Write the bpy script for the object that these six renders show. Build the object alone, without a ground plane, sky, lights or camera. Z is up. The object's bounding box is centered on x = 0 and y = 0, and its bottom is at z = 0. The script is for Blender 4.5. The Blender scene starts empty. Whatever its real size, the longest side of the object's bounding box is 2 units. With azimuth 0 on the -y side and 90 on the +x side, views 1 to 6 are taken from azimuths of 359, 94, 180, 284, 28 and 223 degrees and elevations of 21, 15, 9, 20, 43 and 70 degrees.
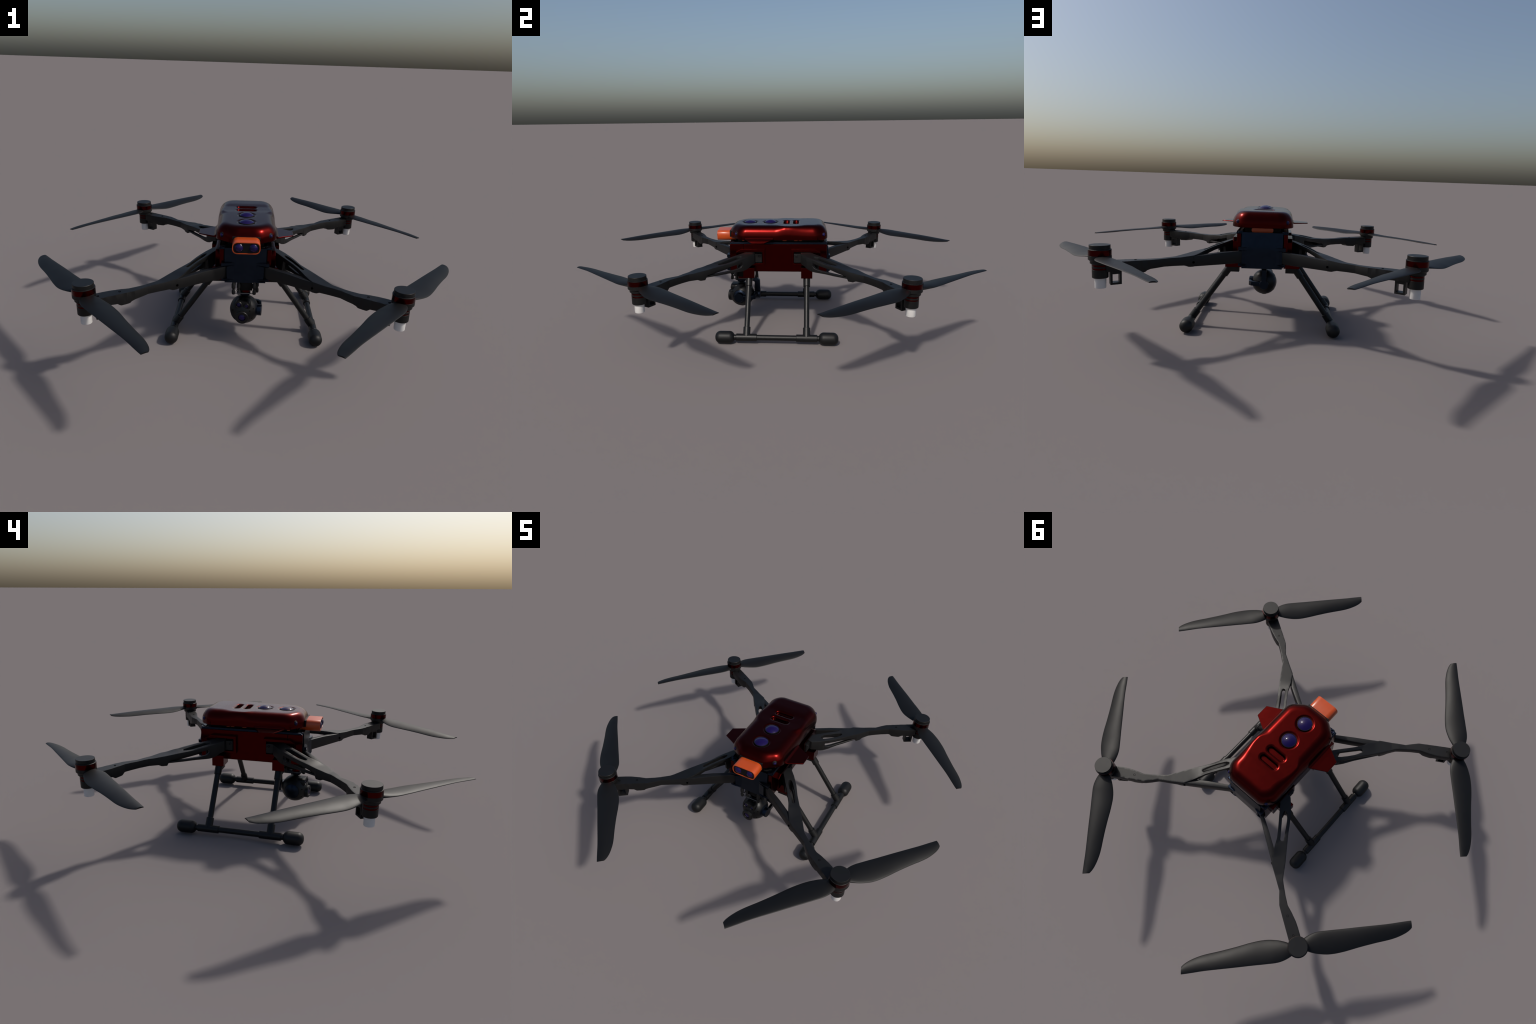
import bpy, bmesh, math
from math import sin, cos, pi, sqrt, atan2, radians
from mathutils import Vector, Matrix, Quaternion
from mathutils.geometry import tessellate_polygon, delaunay_2d_cdt

# ------------------------------------------------------------------ basics
def lerp(a, b, t): return a + (b - a) * t
def clamp(v, a, b): return max(a, min(b, v))
def sstep(a, b, v):
    t = clamp((v - a) / (b - a), 0, 1); return t * t * (3 - 2 * t)
def interp(v, table):
    if v <= table[0][0]: return table[0][1]
    for (a, fa), (b, fb) in zip(table, table[1:]):
        if v <= b: return lerp(fa, fb, (v - a) / (b - a))
    return table[-1][1]
def smooth_interp(v, table):
    """Catmull-Rom through (x, y) control points"""
    n = len(table)
    if v <= table[0][0]: return table[0][1]
    if v >= table[-1][0]: return table[-1][1]
    for i in range(n - 1):
        x0, y0 = table[i]; x1, y1 = table[i + 1]
        if v <= x1:
            m0 = ((y1 - table[i-1][1]) / (x1 - table[i-1][0])) if i > 0 else (y1 - y0) / (x1 - x0)
            m1 = ((table[i+2][1] - y0) / (table[i+2][0] - x0)) if i + 2 < n else (y1 - y0) / (x1 - x0)
            h = x1 - x0; t = (v - x0) / h
            return ((2*t**3-3*t*t+1)*y0 + (t**3-2*t*t+t)*h*m0 + (-2*t**3+3*t*t)*y1 + (t**3-t*t)*h*m1)

# --------------------------------------------------------------- materials
def material(name, base, rough=0.5, metallic=0.0, vary=0.12, rough_vary=0.06, scale=60.0,
             coat=0.0, bump=0.0, spec=0.5, bump_scale=600.0, transmission=0.0):
    m = bpy.data.materials.new(name); m.use_nodes = True
    nt = m.node_tree; nt.nodes.clear(); N = nt.nodes.new; L = nt.links.new
    out = N('ShaderNodeOutputMaterial'); p = N('ShaderNodeBsdfPrincipled'); L(p.outputs[0], out.inputs[0])
    tc = N('ShaderNodeTexCoord')
    no = N('ShaderNodeTexNoise'); no.inputs['Scale'].default_value = scale; no.inputs['Detail'].default_value = 4
    L(tc.outputs['Object'], no.inputs['Vector'])
    cr = N('ShaderNodeValToRGB')
    cr.color_ramp.elements[0].position = 0.3; cr.color_ramp.elements[1].position = 0.7
    cr.color_ramp.elements[0].color = [c * (1 - vary) for c in base] + [1]
    cr.color_ramp.elements[1].color = [min(1, c * (1 + vary)) for c in base] + [1]
    L(no.outputs['Fac'], cr.inputs['Fac']); L(cr.outputs['Color'], p.inputs['Base Color'])
    mr = N('ShaderNodeMapRange')
    mr.inputs['To Min'].default_value = max(0.02, rough - rough_vary); mr.inputs['To Max'].default_value = rough + rough_vary
    L(no.outputs['Fac'], mr.inputs['Value']); L(mr.outputs['Result'], p.inputs['Roughness'])
    p.inputs['Metallic'].default_value = metallic
    p.inputs['Specular IOR Level'].default_value = spec
    p.inputs['Coat Weight'].default_value = coat; p.inputs['Coat Roughness'].default_value = 0.05
    p.inputs['Transmission Weight'].default_value = transmission
    if bump:
        n2 = N('ShaderNodeTexNoise'); n2.inputs['Scale'].default_value = bump_scale; n2.inputs['Detail'].default_value = 2
        L(tc.outputs['Object'], n2.inputs['Vector'])
        b = N('ShaderNodeBump'); b.inputs['Strength'].default_value = bump; b.inputs['Distance'].default_value = 0.0004
        L(n2.outputs['Fac'], b.inputs['Height']); L(b.outputs['Normal'], p.inputs['Normal'])
    return m

RED    = material('anodised_red_paint', (0.060, 0.0036, 0.0032), 0.215, 1.0, 0.05, 0.01, 40)
ORANGE = material('orange_plastic', (0.41, 0.056, 0.008), 0.30, 0.0, 0.04, 0.02, 50)
BLUE   = material('dark_blue_metal', (0.016, 0.0225, 0.036), 0.34, 1.0, 0.08, 0.03, 40)
BLACK  = material('black_arm_composite', (0.0048, 0.0048, 0.0050), 0.46, 0.0, 0.08, 0.04, 45, bump=0.05, spec=0.28)
BLADE  = material('blade_composite', (0.0045, 0.0045, 0.0047), 0.48, 0.0, 0.06, 0.03, 30, spec=0.22)
MOTOR  = material('motor_black', (0.0048, 0.0048, 0.0050), 0.46, 0.0, 0.06, 0.04, 60, spec=0.28)
TUBE   = material('leg_tube_black', (0.0050, 0.0052, 0.0055), 0.42, 0.0, 0.06, 0.04, 60, spec=0.28)
RUBBER = material('foot_rubber', (0.0048, 0.0050, 0.0053), 0.50, 0.0, 0.06, 0.04, 80, bump=0.08, spec=0.28)
DARK   = material('cavity_black', (0.0025, 0.0025, 0.0028), 0.6, 0.0, 0.05, 0.05, 60, spec=0.2)
BALL   = material('camera_shell_black', (0.0045, 0.0045, 0.0048), 0.42, 0.0, 0.06, 0.04, 80, spec=0.3)
GLASS  = material('indigo_lens_glass', (0.0080, 0.0028, 0.048), 0.05, 0.0, 0.05, 0.01, 20, coat=0.0, spec=0.3)
LAMP   = material('white_lamp_lens', (0.62, 0.61, 0.60), 0.30, 0.0, 0.03, 0.03, 40)
HOLE   = material('screw_hole_shadow', (0.0008, 0.0008, 0.0008), 0.9, 0.0, 0.05, 0.02, 60, spec=0.0)  # recess darkness put into the colour: near-black, no specular
STEEL  = material('bolt_steel', (0.12, 0.12, 0.12), 0.35, 1.0, 0.05, 0.03, 80)

# ------------------------------------------------------------ object tools
def new_obj(name, bm, mat, parent, angle=35, scale=None):
    bmesh.ops.remove_doubles(bm, verts=bm.verts, dist=1e-6)
    bmesh.ops.recalc_face_normals(bm, faces=bm.faces)
    me = bpy.data.meshes.new(name); bm.to_mesh(me); bm.free()
    for p in me.polygons: p.use_smooth = True
    me.set_sharp_from_angle(angle=radians(angle))
    me.materials.append(mat)
    return place(name, me, parent, scale)
def place(name, me, parent, scale=None, matrix=None):
    ob = bpy.data.objects.new(name, me); bpy.context.scene.collection.objects.link(ob)
    if parent is not None: ob.parent = parent
    if scale: ob.scale = scale
    if matrix is not None: ob.matrix_basis = matrix
    return ob
QUADS = [(1, 1, 1), (-1, 1, 1), (1, -1, 1), (-1, -1, 1)]
def four(name, bm, mat, parents, angle=35):
    """one mesh, mirrored into the four quadrants"""
    first = new_obj(name, bm, mat, None, angle); me = first.data; obs = []
    for i, q in enumerate(QUADS):
        ob = first if i == 0 else place(name, me, None)
        par = parents[i] if isinstance(parents, list) else parents
        ob.parent = par
        # children of a mirrored parent inherit its mirror
        ob.scale = (1, 1, 1) if isinstance(parents, list) else q
        obs.append(ob)
    return obs
def two(name, bm, mat, parent, angle=35, axis='x'):
    first = new_obj(name, bm, mat, parent, angle)
    second = place(name, first.data, parent, (-1, 1, 1) if axis == 'x' else (1, -1, 1))
    return [first, second]

# ----------------------------------------------------------- mesh builders
def signed_area(p):
    return 0.5 * sum(p[i][0] * p[(i+1) % len(p)][1] - p[(i+1) % len(p)][0] * p[i][1] for i in range(len(p)))
def resample(poly, step):
    out = []
    for i in range(len(poly)):
        a = poly[i]; b = poly[(i + 1) % len(poly)]
        d = math.hypot(b[0]-a[0], b[1]-a[1]); n = max(1, int(round(d / step)))
        for k in range(n): out.append((lerp(a[0], b[0], k/n), lerp(a[1], b[1], k/n)))
    return out
def fillet(poly, r, seg=5):
    """round polygon corners; r number or list"""
    n = len(poly); out = []
    for i in range(n):
        p0, p1, p2 = Vector(poly[i-1]), Vector(poly[i]), Vector(poly[(i+1) % n])
        rr = r[i] if isinstance(r, (list, tuple)) else r
        a = (p0 - p1); b = (p2 - p1); la, lb = a.length, b.length
        if rr <= 0 or la < 1e-9 or lb < 1e-9: out.append(tuple(p1)); continue
        a.normalize(); b.normalize(); ang = math.acos(clamp(a.dot(b), -1, 1))
        if ang > pi - 0.02: out.append(tuple(p1)); continue
        d = min(rr / math.tan(ang / 2), la * 0.48, lb * 0.48)
        s, e = p1 + a * d, p1 + b * d
        for k in range(seg + 1):
            t = k / seg; out.append(tuple(s * (1-t)**2 + p1 * 2 * t * (1-t) + e * t * t))
    return out
def inside(p, poly):
    x, y = p; c = False
    for (x0, y0), (x1, y1) in zip(poly, poly[1:] + poly[:1]):
        if (y0 > y) != (y1 > y) and x < (x1 - x0) * (y - y0) / (y1 - y0) + x0: c = not c
    return c
def prism(outline, zt, zb, holes=(), bevel=0.0, step=None, mapf=None, bm=None, seg=2, grid=None):
    """extruded plan outline; zt and zb are numbers or functions of (u, v)"""
    own = bmesh.new()
    ft = zt if callable(zt) else (lambda u, v: zt)
    fb = zb if callable(zb) else (lambda u, v: zb)
    loops = [list(outline)] + [list(h) for h in holes]
    if step: loops = [resample(l, step) for l in loops]
    if signed_area(loops[0]) < 0: loops[0].reverse()
    for l in loops[1:]:
        if signed_area(l) > 0: l.reverse()
    top, bot = [], []
    for l in loops:
        top.append([own.verts.new((u, v, ft(u, v))) for u, v in l])
        bot.append([own.verts.new((u, v, fb(u, v))) for u, v in l])
    ft_, fb_ = sum(top, []), sum(bot, [])
    if grid:                                   # fill the caps with inner points so that they follow zt and zb
        flat = sum(loops, []); inner = []
        us = [p[0] for p in loops[0]]; vs = [p[1] for p in loops[0]]
        for i in range(int((max(us) - min(us)) / grid) + 1):
            for j in range(int((max(vs) - min(vs)) / grid) + 1):
                p = (min(us) + (i + .5 * (j % 2)) * grid, min(vs) + j * grid)
                if inside(p, loops[0]) and not any(inside(p, h) for h in loops[1:]) and \
                   min(math.hypot(p[0]-q[0], p[1]-q[1]) for q in flat) > grid * .55: inner.append(p)
        edges, k = [], 0
        for l in loops: edges += [(k + i, k + (i + 1) % len(l)) for i in range(len(l))]; k += len(l)
        pts = flat + inner
        res = delaunay_2d_cdt([Vector(p) for p in pts], edges, [], 0, 1e-7)
        for u, v in inner: ft_.append(own.verts.new((u, v, ft(u, v)))); fb_.append(own.verts.new((u, v, fb(u, v))))
        src = [o[0] if o else None for o in res[3]]; tris = []
        for f in res[2]:
            c = tuple(sum(res[0][i][k] for i in f) / 3 for k in (0, 1))
            if inside(c, loops[0]) and not any(inside(c, h) for h in loops[1:]):
                t = [src[i] for i in f]
                if None not in t: tris.append(t)
    else:
        tris = tessellate_polygon([[Vector((u, v, 0)) for u, v in l] for l in loops])
    for t in tris:
        try:
            own.faces.new([ft_[i] for i in t]); own.faces.new([fb_[i] for i in reversed(t)])
        except ValueError: pass
    walls = []
    for lt, lb in zip(top, bot):
        n = len(lt)
        for i in range(n):
            j = (i + 1) % n
            walls.append(own.faces.new((lt[i], lb[i], lb[j], lt[j])))
    bmesh.ops.recalc_face_normals(own, faces=own.faces)
    if bevel:
        wset = set(walls); rim = [e for e in own.edges if len(e.link_faces) == 2 and sum(f in wset for f in e.link_faces) == 1]
        bmesh.ops.bevel(own, geom=rim, offset=bevel, segments=seg, profile=0.5, affect='EDGES', clamp_overlap=True)
    if mapf:
        for v in own.verts: v.co = mapf(v.co)
    return merge(bm, own)
def merge(bm, own):
    if bm is None: return own
    me = bpy.data.meshes.new('tmp'); own.to_mesh(me); own.free(); bm.from_mesh(me); bpy.data.meshes.remove(me); return bm
def box(x0, x1, y0, y1, z0, z1, bevel=0.0, bm=None, seg=2):
    own = bmesh.new(); bmesh.ops.create_cube(own, size=1)
    for v in own.verts: v.co = Vector((lerp(x0, x1, v.co.x + .5), lerp(y0, y1, v.co.y + .5), lerp(z0, z1, v.co.z + .5)))
    if bevel: bmesh.ops.bevel(own, geom=own.edges[:], offset=bevel, segments=seg, profile=0.5, affect='EDGES')
    return merge(bm, own)
def lathe(profile, seg=48, origin=(0, 0, 0), axis=(0, 0, 1), bm=None):
    """revolve (radius, height) pairs around axis through origin"""
    own = bmesh.new(); q = Vector((0, 0, 1)).rotation_difference(Vector(axis).normalized()); o = Vector(origin)
    rings = []
    for r, h in profile:
        if r < 1e-6: rings.append([own.verts.new(o + q @ Vector((0, 0, h)))])
        else: rings.append([own.verts.new(o + q @ Vector((r*cos(2*pi*i/seg), r*sin(2*pi*i/seg), h))) for i in range(seg)])
    for a, b in zip(rings, rings[1:]):
        for i in range(seg):
            j = (i + 1) % seg
            if len(a) == 1 and len(b) == 1: continue
            if len(a) == 1: own.faces.new((a[0], b[j], b[i]))
            elif len(b) == 1: own.faces.new((a[i], a[j], b[0]))
            else: own.faces.new((a[i], a[j], b[j], b[i]))
    return merge(bm, own)
def rod(p0, p1, r, bevel=0.001, seg=32, bm=None, r1=None):
    p0, p1 = Vector(p0), Vector(p1); h = (p1 - p0).length; r1 = r if r1 is None else r1; b = min(bevel, r*.4, h*.4)
    return lathe([(0, 0), (r-b, 0), (r, b), (r1, h-b), (r1-b, h), (0, h)], seg, p0, p1 - p0, bm)
def ball(c, r, bm=None, seg=32, sc=(1, 1, 1), rot=None):
    own = bmesh.new(); bmesh.ops.create_uvsphere(own, u_segments=seg, v_segments=seg//2, radius=r)
    for v in own.verts:
        w = Vector((v.co.x*sc[0], v.co.y*sc[1], v.co.z*sc[2]))
        if rot: w = rot @ w
        v.co = w + Vector(c)
    return merge(bm, own)

# =================================================================== DRONE
drone = bpy.data.objects.new('quadcopter_drone', None); bpy.context.scene.collection.objects.link(drone)
drone['label'] = 'dark quadcopter drone with red body and orange camera housing'
drone['category'] = 'drone'
CX = 0.0012                                   # the hull sits a hair off the arm centre

# ------------------------------------------------------------------ canopy
CAN_OUT = [(0.063, -0.2580), (0.1378, -0.1980), (0.1395, 0.2060), (0.0970, 0.2575),
           (-0.0970, 0.2575), (-0.1395, 0.2060), (-0.1378, -0.1980), (-0.063, -0.2580)]
CAN_PROF = [(0.0035, 0.4870), (0.0005, 0.4882), (0.0, 0.4910), (0.0002, 0.5000), (0.0007, 0.5080), (0.0016, 0.5150), (0.0036, 0.5225),
            (0.0064, 0.5295), (0.0102, 0.5362), (0.0148, 0.5425), (0.0202, 0.5480), (0.0262, 0.5523),
            (0.0325, 0.5553), (0.0392, 0.5572), (0.0462, 0.5582), (0.0530, 0.5585)]
DOMES = [(-0.1547, 0.0100), (-0.0449, 0.0125)]
SLOTS = [(0.0413, 0.0165), (0.0915, 0.0155)]
def inset_outline(d):
    """half outline of the canopy (nose to tail, x >= 0) moved inwards by d, same point count for every d"""
    V = [Vector(p) for p in [(-0.063, -0.2580)] + CAN_OUT[:4] + [(-0.0970, 0.2575)]]
    lines = []
    for p, q in zip(V, V[1:]):
        t = (q - p).normalized(); nrm = Vector((-t.y, t.x)); lines.append((p + nrm * d, t))
    pts = []
    for (p, t), (q, u) in zip(lines, lines[1:]):
        k = ((q - p).x * u.y - (q - p).y * u.x) / (t.x * u.y - t.y * u.x); pts.append(p + t * k)
    radii = [0.075, 0.060, 0.060, 0.055]
    path = [Vector((0.0, pts[0].y))]
    for i, p in enumerate(pts):
        pa = pts[i-1] if i else Vector((-pts[0].x, pts[0].y)); pb = pts[i+1] if i + 1 < len(pts) else Vector((-pts[-1].x, pts[-1].y))
        A = pa - p; B = pb - p; la, lb = A.length, B.length; A.normalize(); B.normalize()
        ang = math.acos(clamp(A.dot(B), -1, 1)); k = min(radii[i] / math.tan(ang / 2), la * .49, lb * .49)
        for j in range(9):
            t = j / 8; path.append((p + A*k) * (1-t)**2 + p * 2*t*(1-t) + (p + B*k) * t*t)
    path.append(Vector((0.0, pts[-1].y)))
    counts = [20] + [3]*8 + [8] + [3]*8 + [150] + [3]*8 + [8] + [3]*8 + [30]
    out = []
    for (p, q), m in zip(zip(path, path[1:]), counts):
        out += [tuple(p.lerp(q, j / m)) for j in range(m)]
    return out + [tuple(path[-1])]
def canopy_mesh():
    bm = bmesh.new()
    def bulge(x, y):
        return sstep(-0.018, 0.040, y) * (1 - sstep(0.055, 0.165, y)) * sstep(0.05, 0.075, abs(x))
    def top_mod(x, y):
        dz = 0.0022 * sstep(0.10, 0.16, y) - 0.0012 * sstep(-0.01, 0.05, y) * (1 - sstep(0.09, 0.14, y))
        for yc, hw in SLOTS:
            ax = max(abs(x) - (0.049 - hw), 0.0); d = math.hypot(ax, y - yc) - hw
            dz -= 0.0150 * (1 - sstep(-0.0050, 0.0005, d)) + 0.0022 * (1 - sstep(-0.002, 0.009, d))
        for yc, h in DOMES:
            d = math.hypot(x, y - yc)
            dz -= 0.0035 * (1 - sstep(0.0355, 0.0475, d))
        return dz
    rings = []
    n = len(inset_outline(0))
    for inset, zz in CAN_PROF:
        full, less = inset_outline(inset), inset_outline(inset * 0.52)
        t = clamp((zz - 0.51) / 0.0485, 0, 1); ring = []
        for p, q in zip(full, less):
            k = bulge(*p) if zz > 0.50 else 0
            x, y = lerp(p[0], q[0], k), lerp(p[1], q[1], k)
            ring.append((x, y, zz + top_mod(x, y) * t))
        rings.append(ring)
    rim = [(x, y) for x, y, _ in rings[-1]]
    R = 62
    for r in range(1, R + 1):
        f = r / R; ring = []
        for px, py in rim:
            x, y = px * (1 - f), lerp(py, clamp(py, -0.13, 0.13), f)
            ring.append((x, y, CAN_PROF[-1][1] + top_mod(x, y)))
        rings.append(ring)
    for sx in (1, -1):
        vr = [[bm.verts.new((sx * x + CX, y, zz)) for x, y, zz in ring] for ring in rings]
        base_pts = vr[0]
        for a, b in zip(vr, vr[1:]):
            for i in range(n - 1): bm.faces.new((a[i], a[i+1], b[i+1], b[i]) if sx > 0 else (b[i], b[i+1], a[i+1], a[i]))
        bm.faces.new(list(reversed(base_pts)) if sx > 0 else base_pts)
    bmesh.ops.remove_doubles(bm, verts=bm.verts, dist=2e-6)
    bmesh.ops.dissolve_degenerate(bm, dist=1e-7, edges=bm.edges)
    return bm
canopy = new_obj('canopy', canopy_mesh(), RED, drone, 60)
for yc, h in DOMES:
    r = 0.0338; R = (r*r + h*h) / (2*h); prof = []
    for i in range(13):
        a = math.asin(r / R) * i / 12; prof.append((R * sin(a), R * cos(a) - (R - h)))
    prof = prof + [(r, -0.004), (0, -0.004)]
    new_obj('dome_lens', lathe(prof, 64, (CX, yc, 0.5575)), GLASS, canopy, 50)
    new_obj('dome_rim', lathe([(0.0332, -0.004), (0.0332, 0.0012), (0.0342, 0.0018), (0.0358, 0.0012), (0.0366, -0.004), (0.0332, -0.004)], 64,
            (CX, yc, 0.5575)), DARK, canopy, 50)
def rot_to(n): return Vector((0, 0, 1)).rotation_difference(Vector(n).normalized())
for sx in (1, -1):
    n = Vector((sx * .625, -.780, 0.10)); c = Vector((CX + sx * 0.1082, -0.2178, 0.5145))
    new_obj('light_socket', ball(c - n * .0025, 0.0135, seg=32, sc=(1, 1, .50), rot=rot_to(n)), DARK, canopy)
    new_obj('marker_light', ball(c, 0.0078, seg=24), GLASS, canopy)
    n = Vector((sx * .8, .6, 0.1)); c = Vector((CX + sx * 0.1130, 0.2365, 0.5135))
    new_obj('light_socket', ball(c - n * .0035, 0.0112, seg=32, sc=(1, 1, .5), rot=rot_to(n)), DARK, canopy); c = c - n * .0022
    new_obj('marker_light', ball(c, 0.0086, seg=24), GLASS, canopy)
    # side fins: flat lower face, upper face thinning outwards
    bm = bmesh.new(); rows = []
    us = [0.118, 0.1365, 0.1385, 0.1410, 0.1440, 0.1475, 0.152, 0.165, 0.18, 0.2, 0.2162, 0.2178]
    for u in us:
        y0 = interp(u, [(0.118, -0.183), (0.2175, -0.1300)]); y1 = interp(u, [(0.118, -0.0100), (0.2175, -0.0657)])
        zt_ = lerp(0.4924, 0.4905, clamp((u - .148) / .07, 0, 1)) + 0.0092 * (1 - sstep(0.1360, 0.1480, u)) - (0.0012 if u > .217 else 0)
        row = [(y0, 0.4863), (y0, zt_ - 0.0012), (y0 + 0.0014, zt_)]
        row += [(lerp(y0, y1, k / 12), zt_) for k in range(1, 12)]
        row += [(y1 - 0.0014, zt_), (y1, zt_ - 0.0012), (y1, 0.4863)]
        rows.append([bm.verts.new((CX + sx * u, y, z_)) for y, z_ in row])
    for p, q in zip(rows, rows[1:]):
        for k in range(len(p) - 1): bm.faces.new((p[k], p[k+1], q[k+1], q[k]))
        bm.faces.new((p[-1], p[0], q[0], q[-1]))
    bm.faces.new(rows[0]); bm.faces.new(list(reversed(rows[-1])))
    new_obj('fin', bm, RED, canopy, 25)

# --------------------------------------------- orange sensor module + lenses
def stadium(hw, hh, r, seg=10):
    return fillet([(-hw, -hh), (hw, -hh), (hw, hh), (-hw, hh)], r, seg)
OZ = 0.4930
def xz_to(y0, sgn=1, cx=0, cz=0):
    return lambda w: Vector((cx + w.x, y0 + sgn * w.z, cz + w.y))
housing = new_obj('sensor_housing', prism(stadium(0.0605, 0.0270, 0.036), 0.0, -0.0745, holes=[stadium(0.0565, 0.0232, 0.032)],
                  bevel=0.0012, mapf=xz_to(-0.3270, -1, CX + .0008, OZ)), ORANGE, drone, 40)
new_obj('sensor_tray', prism(stadium(0.0490, 0.0100, 0.018), 0.0, -0.46, bevel=0.002, mapf=xz_to(0.2420, 1, CX, 0.4768)), ORANGE, housing, 40)
new_obj('sensor_tail', prism(stadium(0.0600, 0.0250, 0.034), 0.0, -0.03, mapf=xz_to(-0.2600, -1, CX + .0008, OZ)), ORANGE, housing, 40)
new_obj('sensor_face', prism(stadium(0.0562, 0.0230, 0.032), 0.0, -0.004, mapf=xz_to(-0.3245, -1, CX + .0008, OZ)), DARK, housing, 40)
for sx in (1, -1):
    r, h = 0.0178, 0.0085; R = (r*r + h*h) / (2*h)
    prof = [(R*sin(math.asin(r/R)*i/10), R*cos(math.asin(r/R)*i/10) - (R-h)) for i in range(11)] + [(0, -0.001)]
    new_obj('sensor_lens', lathe(prof, 48, (CX + .0008 + sx * 0.0315, -0.3246, OZ + .0005), (0, -1, 0)), GLASS, housing, 50)
new_obj('housing_backing', box(CX-.0605, CX+.0620, -0.2600, -0.23, 0.488, 0.5205, 0.001), DARK, housing)

# ---------------------------------------------------------------- fuselage
fuselage = new_obj('fuselage_core', box(-0.098, 0.098, -0.243, 0.243, 0.3085, 0.4620, 0.002), DARK, drone)
new_obj('battery_deck', box(-0.0800, 0.0800, -0.2150, 0.2150, 0.4610, 0.4868, 0.004), DARK, fuselage)
PX = 0.1146
bm = box(0.0965, PX, -0.1815, 0.2538, 0.3140, 0.4600, 0.0012)
two('side_panel', bm, RED, fuselage, 20)
bm = box(0.0965, PX, -0.2538, -0.1835, 0.3140, 0.4600, 0.0012)
two('side_panel', bm, RED, fuselage, 20)
bm = box(-0.0960, 0.0960, -0.2480, 0.2480, 0.3062, 0.3150, 0.0015)
new_obj('belly_plate', bm, RED, fuselage, 20)
# blue rails on the shoulder of the hull
bm = box(0.0955, 0.1180, -0.2520, 0.2520, 0.4616, 0.4665, 0.0015)
box(0.1110, 0.1165, -0.2470, 0.2470, 0.4650, 0.4715, 0.0018, bm)
two('shoulder_rail', bm, BLUE, fuselage, 20)
for y0, y1 in ((0.024, 0.044), (0.084, 0.102), (0.108, 0.124), (-0.190, -0.176)):
    two('latch_tab', box(0.0960, 0.1080, y0, y1, 0.4770, 0.4868, 0.001), ORANGE, fuselage)
# raised frame round every arm socket
yz_map = lambda w: Vector((w.z, w.x, w.y))
frame_out = [(0.0690, 0.3510), (0.0690, 0.4372), (0.1950, 0.4372), (0.2200, 0.4220), (0.2200, 0.3510)]
frame_in = [(0.0820, 0.3620), (0.0820, 0.4240), (0.1690, 0.4240), (0.1730, 0.4180), (0.1730, 0.3620)]
bm = prism(frame_out, 0.1358, 0.1120, holes=[frame_in], bevel=0.0012, mapf=yz_map)
four('socket_frame', bm, RED, fuselage, 20)
bm = prism([(u + (.0015 if u < .1 else -.0015), v) for u, v in frame_in], 0.1162, 0.1140, mapf=yz_map)
four('socket_floor', bm, DARK, fuselage)  # red floor coloured black to paint in the occlusion inside the socket
# end plates
plate = [(0.0927, 0.4672), (0.0927, 0.4400), (0.0925, 0.4050), (0.0915, 0.3048), (-0.0915, 0.3048), (-0.0925, 0.4050), (-0.0927, 0.4400), (-0.0927, 0.4672)]
for sy, lean in ((1, [(0.3048, 0.2668), (0.395, 0.2668), (0.420, 0.2630), (0.4672, 0.2565)]),
                 (-1, [(0.3048, 0.2610), (0.395, 0.2605), (0.420, 0.2590), (0.4672, 0.2560)])):
    flip = lambda w: Vector((w.x, sy * w.z, w.y))
    bm = prism(plate, lambda u, v: interp(v, lean), 0.2420, bevel=0.0012, step=0.012, mapf=flip)
    prism([(-0.1100, 0.4600), (0.1100, 0.4600), (0.1100, 0.4655), (-0.1100, 0.4655)], 0.2525, 0.2440, bevel=0.001, mapf=flip, bm=bm)
    new_obj('end_plate', bm, BLUE, fuselage, 20)
ear = [(0.048, 0.4012), (0.1064, 0.4012), (0.1064, 0.3860), (0.0803, 0.3860), (0.0803, 0.3268), (0.1060, 0.3268),
       (0.1060, 0.3152), (0.048, 0.3150)]
bm = prism(ear, lambda u, v: lerp(0.2600, 0.2716, sstep(0.046, 0.078, u)), 0.2440, bevel=0.0014, step=0.006,
           mapf=lambda w: Vector((w.x, w.z, w.y)))
four('arm_clamp', bm, BLUE, fuselage, 20)
# pierced corner lugs on the deck
ring = [(0.0128*cos(a), 0.0128*sin(a)) for a in [2*pi*i/28 for i in range(28)]]
hole = [(0.0072*cos(a), 0.0072*sin(a)) for a in [2*pi*i/28 for i in range(28)]]
bm = prism(ring, 0.0, -0.006, holes=[hole], bevel=0.001, mapf=lambda w: Vector((w.x + 0.0985, w.y + 0.2425, w.z + 0.4715)))
four('corner_lug', bm, BLUE, fuselage)
# leg blocks
bm = box(0.0995, 0.1738, 0.1210, 0.1792, 0.2930, 0.3470, 0.001)
four('leg_block', bm, RED, fuselage, 20)

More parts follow.
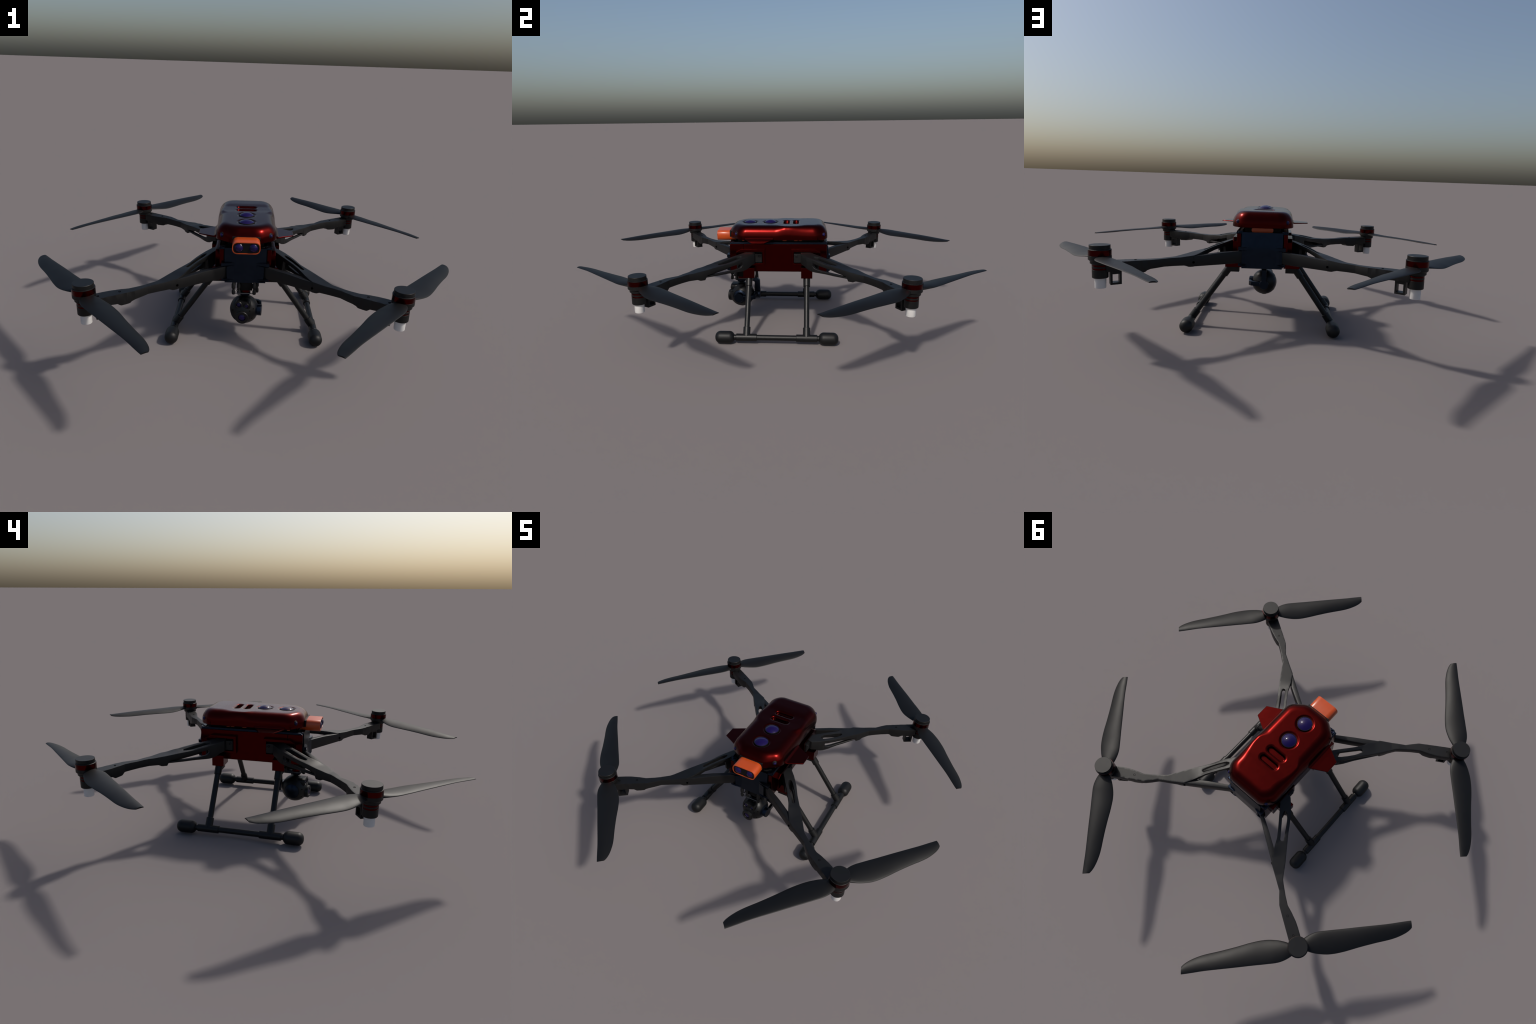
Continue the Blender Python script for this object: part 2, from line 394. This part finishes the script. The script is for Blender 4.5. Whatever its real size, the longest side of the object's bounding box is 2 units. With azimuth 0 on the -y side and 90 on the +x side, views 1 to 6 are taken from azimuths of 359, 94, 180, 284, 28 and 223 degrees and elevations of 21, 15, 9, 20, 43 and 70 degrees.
# -------------------------------------------------------------------- arms
TOP = [(0.22, .4145), (0.276, .4139), (0.36, .4005), (0.42, .3945), (0.475, .3895), (0.545, .3875), (0.60, .3820), (0.68, .3762),
       (0.76, .3712), (0.81, .3712), (0.86, .3697), (1.0, .3713), (1.25, .3708)]
BOT = [(0.22, .3690), (0.265, .3678), (0.309, .3593), (0.342, .3462), (0.383, .3388), (0.400, .3388), (0.660, .3400),
       (0.666, .3400), (0.669, .3292), (0.675, .3282), (0.705, .3282), (0.713, .3292), (0.728, .3355), (0.80, .3366), (0.855, .3365), (0.953, .3342), (0.962, .3340),
       (0.980, .3228), (1.028, .3212), (1.034, .3220), (1.049, .3310), (1.09, .3335), (1.25, .3335)]
TOPX = [(0.110, .4270), (0.135, .4225), (0.150, .4188), (0.160, .4160), (0.170, .4135), (0.190, .4085), (0.210, .4030), (0.230, .3960), (0.2468, .3897), (0.2700, .3860), (0.2852, .3838), (0.31, .3805)]
THICK = [(0.386, .0185), (0.485, .0180), (0.532, .0195), (0.588, .0222), (0.633, .0255), (0.664, .0285)]
def arm_top(u, v):
    return lerp(interp(u, TOPX), interp(u + v, TOP), sstep(0.57, 0.66, u + v))
def arm_bot(u, v):
    s = u + v
    return arm_top(u, v) - interp(s, THICK) if 0.385 < s < 0.665 else interp(s, BOT)
BEAM = [(0.584, 0.6100), (0.4900, 0.5500), (0.4352, 0.5145), (0.4150, 0.4930), (0.3922, 0.4663), (0.2841, 0.3979), (0.2525, 0.3462),
        (0.2308, 0.3000), (0.2118, 0.2723), (0.1911, 0.2445), (0.1699, 0.2164), (0.1491, 0.1878), (0.1360, 0.1710), (0.1175, 0.1500),
        (0.1175, 0.1195), (0.1545, 0.1195), (0.1830, 0.1480), (0.2205, 0.1950), (0.2506, 0.2433),
        (0.2963, 0.3070), (0.3265, 0.3490), (0.3590, 0.3990), (0.3720, 0.4180), (0.3900, 0.4335), (0.4300, 0.4660), (0.4640, 0.4900), (0.4950, 0.5005),
        (0.5351, 0.5174), (0.5560, 0.5290), (0.5990, 0.5560)]
SLOT = [(0.2490, 0.2970), (0.2560, 0.2960), (0.2590, 0.2885), (0.2499, 0.2686), (0.2414, 0.2519), (0.2212, 0.2219), (0.2023, 0.1974),
        (0.1925, 0.1870), (0.1820, 0.1815), (0.1765, 0.1850), (0.1760, 0.1920), (0.1823, 0.2097), (0.2044, 0.2386), (0.2228, 0.2634), (0.2440, 0.2925)]
bm = prism(fillet(BEAM, 0.006, 3), arm_top, arm_bot, holes=[fillet(SLOT, 0.004, 3)], bevel=0.0016, step=0.0065, grid=0.0065)
arms = four('arm', bm, BLACK, drone, 32)
# clamp-side prong
PRONG = [(0.2880, 0.3990), (0.0835, 0.2622), (0.0835, 0.2440), (0.1130, 0.2600), (0.1867, 0.3030), (0.2520, 0.3440), (0.2800, 0.3720)]
bm = prism(PRONG, lambda u, v: interp(u + v, [(0.34, .3834), (0.5, .3807), (0.60, .3752), (0.70, .3722)]),
           lambda u, v: interp(u + v, [(0.34, .3280), (0.70, .3286)]), bevel=0.0018, step=0.01)
four('arm_prong', bm, BLACK, arms, 32)
# under-slung brace along the flank
def flank(s):
    """point on the flank edge of the beam for a given x+y"""
    pts = BEAM[BEAM.index((0.1545, 0.1195)):BEAM.index((0.3720, 0.4180)) + 1]
    for (a, b), (c, d) in zip(pts, pts[1:]):
        if s <= c + d: t = clamp((s - a - b) / (c + d - a - b), -1, 1); return Vector((lerp(a, c, t), lerp(b, d, t)))
    return Vector(pts[-1])
def brace_mesh():
    bm = bmesh.new(); rings = []
    stations = [0.365 + (0.672 - 0.365) * i / 24 for i in range(25)]
    for s in stations:
        p = flank(s); q = flank(s + .01); d = (q - p).normalized(); nrm = Vector((-d.y, d.x))
        inset, wid = 0.0008, 0.0155
        zb = interp(s, [(0.34, .3470), (0.383, .3387), (0.441, .3391), (0.486, .3393), (0.566, .3384), (0.672, .3396)])
        zt = interp(s, [(0.36, .384), (0.372, .382), (0.397, .3594), (0.459, .3522), (0.523, .3497), (0.588, .3485), (0.672, .3458)])
        a = p + nrm * inset; b = p + nrm * (inset + wid); c = 0.0015
        ring = [(a, zb + c), (a, zt - c), (a + nrm * c, zt), (b - nrm * c, zt), (b, zt - c), (b, zb + c), (b - nrm * c, zb), (a + nrm * c, zb)]
        rings.append([bm.verts.new((w.x, w.y, zz)) for w, zz in ring])
    for a, b in zip(rings, rings[1:]):
        for i in range(8): bm.faces.new((a[i], a[(i+1) % 8], b[(i+1) % 8], b[i]))
    bm.faces.new(rings[0]); bm.faces.new(list(reversed(rings[-1])))
    return bm
four('arm_brace', brace_mesh(), BLACK, arms, 35)
# hinge block with its pin in the socket
bm = box(0.1150, 0.1430, 0.0835, 0.1250, 0.3690, 0.4150, 0.0012)
lathe([(0, 0), (0.0062, 0), (0.0062, 0.003), (0.0050, 0.0042), (0.0040, 0.0042), (0.0034, 0.0015), (0, 0.0015)], 24, (0.1422, 0.0960, 0.4035), (1, 0, 0), bm)
four('arm_hinge', bm, BLACK, arms, 20)
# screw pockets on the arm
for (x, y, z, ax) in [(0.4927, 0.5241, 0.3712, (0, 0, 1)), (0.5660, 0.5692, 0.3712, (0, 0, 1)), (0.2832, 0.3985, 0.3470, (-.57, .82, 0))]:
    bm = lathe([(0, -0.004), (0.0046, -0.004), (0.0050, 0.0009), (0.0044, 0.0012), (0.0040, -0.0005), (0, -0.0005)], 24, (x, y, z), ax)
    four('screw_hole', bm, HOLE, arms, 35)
# square bracket hanging below the arm tip
E0, E1_, S0, S1_ = Vector((.5705, .5921)), Vector((.5352, .5650)), Vector((.5875, .5585)), Vector((.5510, .5369))
def lug_map(w):          # w.x across the opening, w.y height, w.z along the opening axis
    a = E0.lerp(E1_, w.x); b = S0.lerp(S1_, w.x); p = a.lerp(b, w.z); return Vector((p.x, p.y, w.y))
bm = prism([(0, .2800), (1, .2800), (1, .3370), (0, .3370)], 1.0, 0.0, holes=[[(.19, .2880), (.83, .2880), (.83, .3215), (.19, .3215)]], mapf=lug_map)
four('bracket', bm, BLACK, arms, 30)

# ------------------------------------------------------------------ motors
MX, MY = 0.6100, 0.5920
body = [(0, .3084), (.0270, .3084), (.0295, .3092), (.0308, .3112), (.0308, .3415), (.0300, .3422), (.0300, .3475), (.0308, .3482), (.0308, .3545), (.0300, .3552), (.0300, .3605),
        (.0308, .3615), (.0318, .3630), (.0362, .3655), (.0372, .3668), (.0372, .3752), (.0415, .3790), (.0440, .3815), (.0440, .3968), (.0432, .3975), (.0432, .4175), (.0436, .4180),
        (.0436, .4205), (.0425, .4212), (.0398, .4213), (.0398, .4368), (.0390, .4378), (0, .4378)]
bm = lathe(body, 64, (MX, MY, 0))
motors = four('motor', bm, MOTOR, drone, 30)
bm = lathe([(.0425, .3972), (.0440, .3974), (.0441, .3985), (.0441, .4172), (.0440, .4184), (.0425, .4186)], 64, (MX, MY, 0))
four('motor_band', bm, RED, motors, 30)
for z0, z1 in ((.3420, .3477), (.3550, .3607)):
    bm = lathe([(.0290, z0), (.0306, z0 + .0003), (.0309, z0 + .0012), (.0309, z1 - .0012), (.0306, z1 - .0003), (.0290, z1)], 64, (MX, MY, 0))
    four('motor_stripe', bm, RED, motors, 30)
bm = lathe([(0, .2680), (.0195, .2680), (.0212, .2690), (.0218, .2710), (.0220, .3090), (0, .3090)], 48, (MX, MY, 0))
four('lamp', bm, LAMP, motors, 30)

# -------------------------------------------------------------- propellers
LEAD = [(.026, .0190), (.036, .0256), (.050, .0335), (.070, .0425), (.090, .0490), (.112, .0550), (.135, .0585), (.160, .0602), (.20, .0600), (.25, .0572), (.30, .0556), (.34, .0551),
        (.387, .0553), (.415, .0537), (.437, .0507), (.455, .0470), (.470, .0428), (.485, .0368), (.494, .0315), (.4985, .0280)]
TRAIL = [(.026, -.0250), (.036, -.0308), (.050, -.0355), (.064, -.0392), (.080, -.0418), (.093, -.0426), (.110, -.0420), (.134, -.0393), (.16, -.0365), (.20, -.0316), (.29, -.0217),
         (.38, -.0113), (.42, -.0075), (.45, -.0056), (.475, -.0038), (.490, -.0026), (.5035, -.0012)]
ZL = [(.026, .3885), (.06, .3850), (.10, .3800), (.14, .3770), (.20, .3772), (.30, .3765), (.38, .3750), (.44, .3765), (.475, .3785), (.50, .3815)]
ZT = [(.026, .3860), (.06, .3885), (.10, .3895), (.20, .3890), (.30, .3888), (.38, .3882), (.44, .3862), (.48, .3848), (.505, .3843)]
def blade_mesh(sign):
    bm = bmesh.new()
    D = Vector((.296, -.407)).normalized() * sign; Cn = Vector((-D.y, D.x))
    rows = []; NS, NC = 64, 18
    for i in range(NS + 1):
        f = i / NS; r = .026 + (.5015 - .026) * (1 - (1 - f) ** 1.35)
        rl = min(r, .4985); rt = min(r * 1.004, .5035)
        cl = smooth_interp(rl, LEAD); ct = smooth_interp(rt, TRAIL); zl = smooth_interp(r, ZL); zt_ = smooth_interp(r, ZT)
        tipf = sstep(.485, .5015, r)
        thick = interp(r, [(.026, .0125), (.06, .0095), (.12, .0080), (.3, .0070), (.45, .0058), (.5015, .0045)])
        camber = interp(r, [(.026, .004), (.1, .0058), (.3, .0052), (.45, .0040), (.5015, .0022)])
        ring_t, ring_b = [], []
        for k in range(NC + 1):
            g = 0.5 - 0.5 * cos(pi * k / NC)                 # 0 lead .. 1 trail
            c = lerp(cl, ct, g); zz = lerp(zl, zt_, g) + 0.0008
            rr = lerp(rl, rt, g) + 0.0
            prof = thick * max(0, 4 * g * (1 - g)) ** 0.42 * .5
            arch = camber * 4 * g * (1 - g)
            P = Vector((MX, MY)) + D * rr + Cn * c * 1.0
            # the lead side lies on the +normal side of the axis
            ring_t.append((P.x, P.y, zz + arch + prof)); ring_b.append((P.x, P.y, zz + arch * .75 - prof))
        ring = ring_t + ring_b[-2:0:-1]
        rows.append([bm.verts.new(p) for p in ring])
    m = len(rows[0])
    for a, b in zip(rows, rows[1:]):
        for k in range(m): bm.faces.new((a[k], a[(k+1) % m], b[(k+1) % m], b[k]))
    bm.faces.new(rows[0]); bm.faces.new(list(reversed(rows[-1])))
    return bm
for s in (1, -1): four('propeller_blade', blade_mesh(s), BLADE, drone, 50)

# ------------------------------------------------------------ landing gear
LY = 0.1505
def leg_pt(z): return Vector((lerp(0.1781, 0.3053, (0.2559 - z) / 0.1808), LY, z))
legs = four('landing_leg', rod(leg_pt(0.275), leg_pt(0.050), 0.0136), TUBE, drone, 40)
d = (leg_pt(0.05) - leg_pt(0.3)).normalized()
bm = rod(leg_pt(0.298), leg_pt(0.2515), 0.0178, 0.0015)
box(0.1090, 0.1560, 0.1335, 0.1675, 0.2688, 0.2940, 0.0012, bm)
four('leg_socket', bm, TUBE, legs, 35)
FX, FZ = 0.3350, 0.0312
skids = two('skid', rod((FX, -0.225, FZ), (FX, 0.225, FZ), 0.0140), TUBE, drone, 40)
def cap_mesh(sy):
    r, prof = 0.0312, []
    y0, y1 = 0.2110, 0.3085; k = 0.0262
    for i in range(9):
        a = pi / 2 * i / 8; prof.append((r - k + k * sin(a) if i else 0.0, k - k * cos(a)))
    prof = [(0, 0), (r - k, 0)] + prof[1:]
    L = y1 - y0
    prof += [(rr, L - h) for rr, h in reversed(prof)]
    return lathe(prof, 40, (FX, sy * y0, FZ), (0, sy, 0))
for sk in skids:
    pass
for sy in (1, -1):
    cm = cap_mesh(sy); first = new_obj('foot_cap', cm, RUBBER, skids[0], 50); place('foot_cap', first.data, skids[1])
    bm = rod((FX, sy * 0.0990, FZ), (FX, sy * 0.2030, FZ), 0.0186, 0.0012)
    a = leg_pt(0.0751); b = leg_pt(0.034); a.y *= sy; b.y *= sy
    rod(a, b, 0.0182, 0.0012, bm=bm)
    first = new_obj('tee_fitting', bm, TUBE, skids[0], 40); place('tee_fitting', first.data, skids[1])

# ----------------------------------------------------------- camera gimbal
GC = Vector((0.0, -0.2075, 0.1490)); GR = 0.0680
yaw = radians(8.4)
Fv = Vector((-sin(yaw), -cos(yaw), 0)); Rv = Vector((cos(yaw), -sin(yaw), 0)); Uv = Vector((0, 0, 1))
def G(r, f, u): return GC + Rv * r + Fv * f + Uv * u
gimbal = new_obj('camera_gimbal', box(-0.0350, 0.0350, -0.2420, -0.1560, 0.2565, 0.3080, 0.003), DARK, drone)
prof = []
for i in range(41):
    h = -0.0560 + 0.112 * i / 40; prof.append((sqrt(GR**2 - h*h), h))
cam = new_obj('camera_ball', lathe([(0, prof[0][1])] + [(prof[0][0]-.001, prof[0][1])] + prof + [(prof[-1][0]-.001, prof[-1][1]), (0, prof[-1][1])], 72, GC, Rv), BALL, gimbal, 30)
for s in (1, -1):
    prof = [(0.0376, 0.050)]
    for i in range(13):
        h = lerp(0.0565, GR - .001, i / 12); prof.append((sqrt(max(0, (GR-.001)**2 - h*h)), h))
    prof[-1] = (0, GR - .001)
    new_obj('side_cap', lathe(prof, 56, GC, Rv * s), BLUE, cam, 30)
# lens barrels
def barrel(name, r, f0, f1, u, rad, glass, parent):
    o = G(r, f0, u); h = f1 - f0
    b = new_obj(name, lathe([(0, 0), (rad*1.08, 0), (rad*1.02, h*.7), (rad, h-.003), (rad-.0025, h), (glass+.002, h), (glass+.0008, h-.004), (0, h-.004)], 48, o, Fv), BALL, parent, 35)
    hh = glass * .3; R = (glass**2 + hh**2) / (2*hh)
    pf = [(R*sin(math.asin(glass/R)*i/8), R*cos(math.asin(glass/R)*i/8) - (R-hh)) for i in range(9)] + [(0, -.001)]
    new_obj('camera_lens', lathe(pf, 40, o + Fv * (h - .0042), Fv), GLASS, b, 40)
barrel('lens_barrel', 0.0, 0.030, 0.0755, -0.0112, 0.0310, 0.0158, cam)
barrel('lens_barrel', -0.0178, 0.015, 0.0600, 0.0445, 0.0165, 0.0102, cam)
barrel('lens_barrel', 0.0178, 0.015, 0.0595, 0.0415, 0.0140, 0.0086, cam)
bm = prism(stadium(0.0360, 0.0190, 0.026), 0.0, -0.04, bevel=0.004, seg=3, mapf=lambda w: G(w.x, 0.0560 + w.z, 0.0420 + w.y))
new_obj('brow_housing', bm, BALL, cam, 35)
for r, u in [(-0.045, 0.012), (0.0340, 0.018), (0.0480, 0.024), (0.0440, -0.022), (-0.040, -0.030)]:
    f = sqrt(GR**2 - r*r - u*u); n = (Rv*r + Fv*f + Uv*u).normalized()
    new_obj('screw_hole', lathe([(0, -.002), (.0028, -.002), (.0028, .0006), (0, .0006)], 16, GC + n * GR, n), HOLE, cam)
new_obj('ball_foot', lathe([(0, 0), (.011, 0), (.013, .002), (.013, .010), (0, .010)], 32, (0, GC.y, 0.0800)), BALL, cam)
# yoke: hub disc, side bar, rear hub, upright, neck
bm = lathe([(0, .050), (.0262, .050), (.0262, .0790), (.0250, .0815), (0, .0820)], 48, GC, Rv)
prism([(0.0680, -0.2150), (0.0815, -0.2150), (0.0815, -0.1500), (0.0680, -0.1300), (0.0, -0.1130), (0.0, -0.1300), (0.0570, -0.1440), (0.0680, -0.1560)], 0.1625, 0.1395, bevel=0.002, bm=bm)
lathe([(0, 0), (.0225, 0), (.0240, .002), (.0240, .026), (.0225, .028), (0, .028)], 48, (0, -0.1350, 0.1490), (0, 1, 0), bm)
prism([(-0.1340, 0.1490), (-0.1070, 0.1490), (-0.1080, 0.2290), (-0.1260, 0.2460), (-0.1700, 0.2440), (-0.2000, 0.2400), (-0.2000, 0.2270), (-0.1500, 0.2280), (-0.1330, 0.2200)], 0.0122, -0.0122, bevel=0.002,
      mapf=lambda w: Vector((w.z, w.x, w.y)), bm=bm)
lathe([(0, .2215), (.0190, .2215), (.0230, .2260), (.0255, .2310), (.0255, .2390), (0, .2390)], 40, (0.0015, -0.2110, 0), bm=bm)
yoke = new_obj('gimbal_yoke', bm, BLUE, gimbal, 35)
new_obj('gimbal_collar', lathe([(0, .2385), (.0205, .2385), (.0205, .2580), (0, .2580)], 40, (0.0040, -0.2090, 0)), RED, gimbal, 35)
# vibration dampers, tie rods and cable
for x, y in ((-0.0510, -0.2560), (0.0430, -0.2560), (0.0555, -0.2300), (-0.0510, -0.1650), (0.0510, -0.1650), (-0.0270, -0.2480)):
    z0 = 0.2460 if x not in (-0.0270,) else 0.2420
    bm = lathe([(0, z0), (.0068, z0), (.0082, z0+.004), (.0082, z0+.016), (.0056, z0+.021), (.0056, z0+.027), (.0088, z0+.031), (.0088, z0+.050), (.0060, z0+.054), (.0060, .3080), (0, .3080)], 24, (x, y, 0))
    new_obj('damper', bm, RUBBER, gimbal, 35)
bm = rod((-0.0510, -0.2560, 0.2500), (0.0430, -0.2560, 0.2500), 0.0022, .0005, 12)
rod((-0.0510, -0.2560, 0.2640), (-0.0270, -0.2480, 0.2580), 0.0022, .0005, 12, bm)
rod((0.0430, -0.2560, 0.2500), (0.0510, -0.1650, 0.2500), 0.0022, .0005, 12, bm)
rod((-0.0510, -0.2560, 0.2500), (-0.0510, -0.1650, 0.2500), 0.0022, .0005, 12, bm)
new_obj('tie_rod', bm, STEEL, gimbal, 40)
bm = rod((0.006, -0.1230, 0.3080), (0.004, -0.1300, 0.2380), 0.0075, .001, 20); rod((0.004, -0.1300, 0.2390), (0.004, -0.1330, 0.1700), 0.0068, .001, 20, bm)
new_obj('cable', bm, RUBBER, gimbal, 40)
bpy.context.view_layer.update()
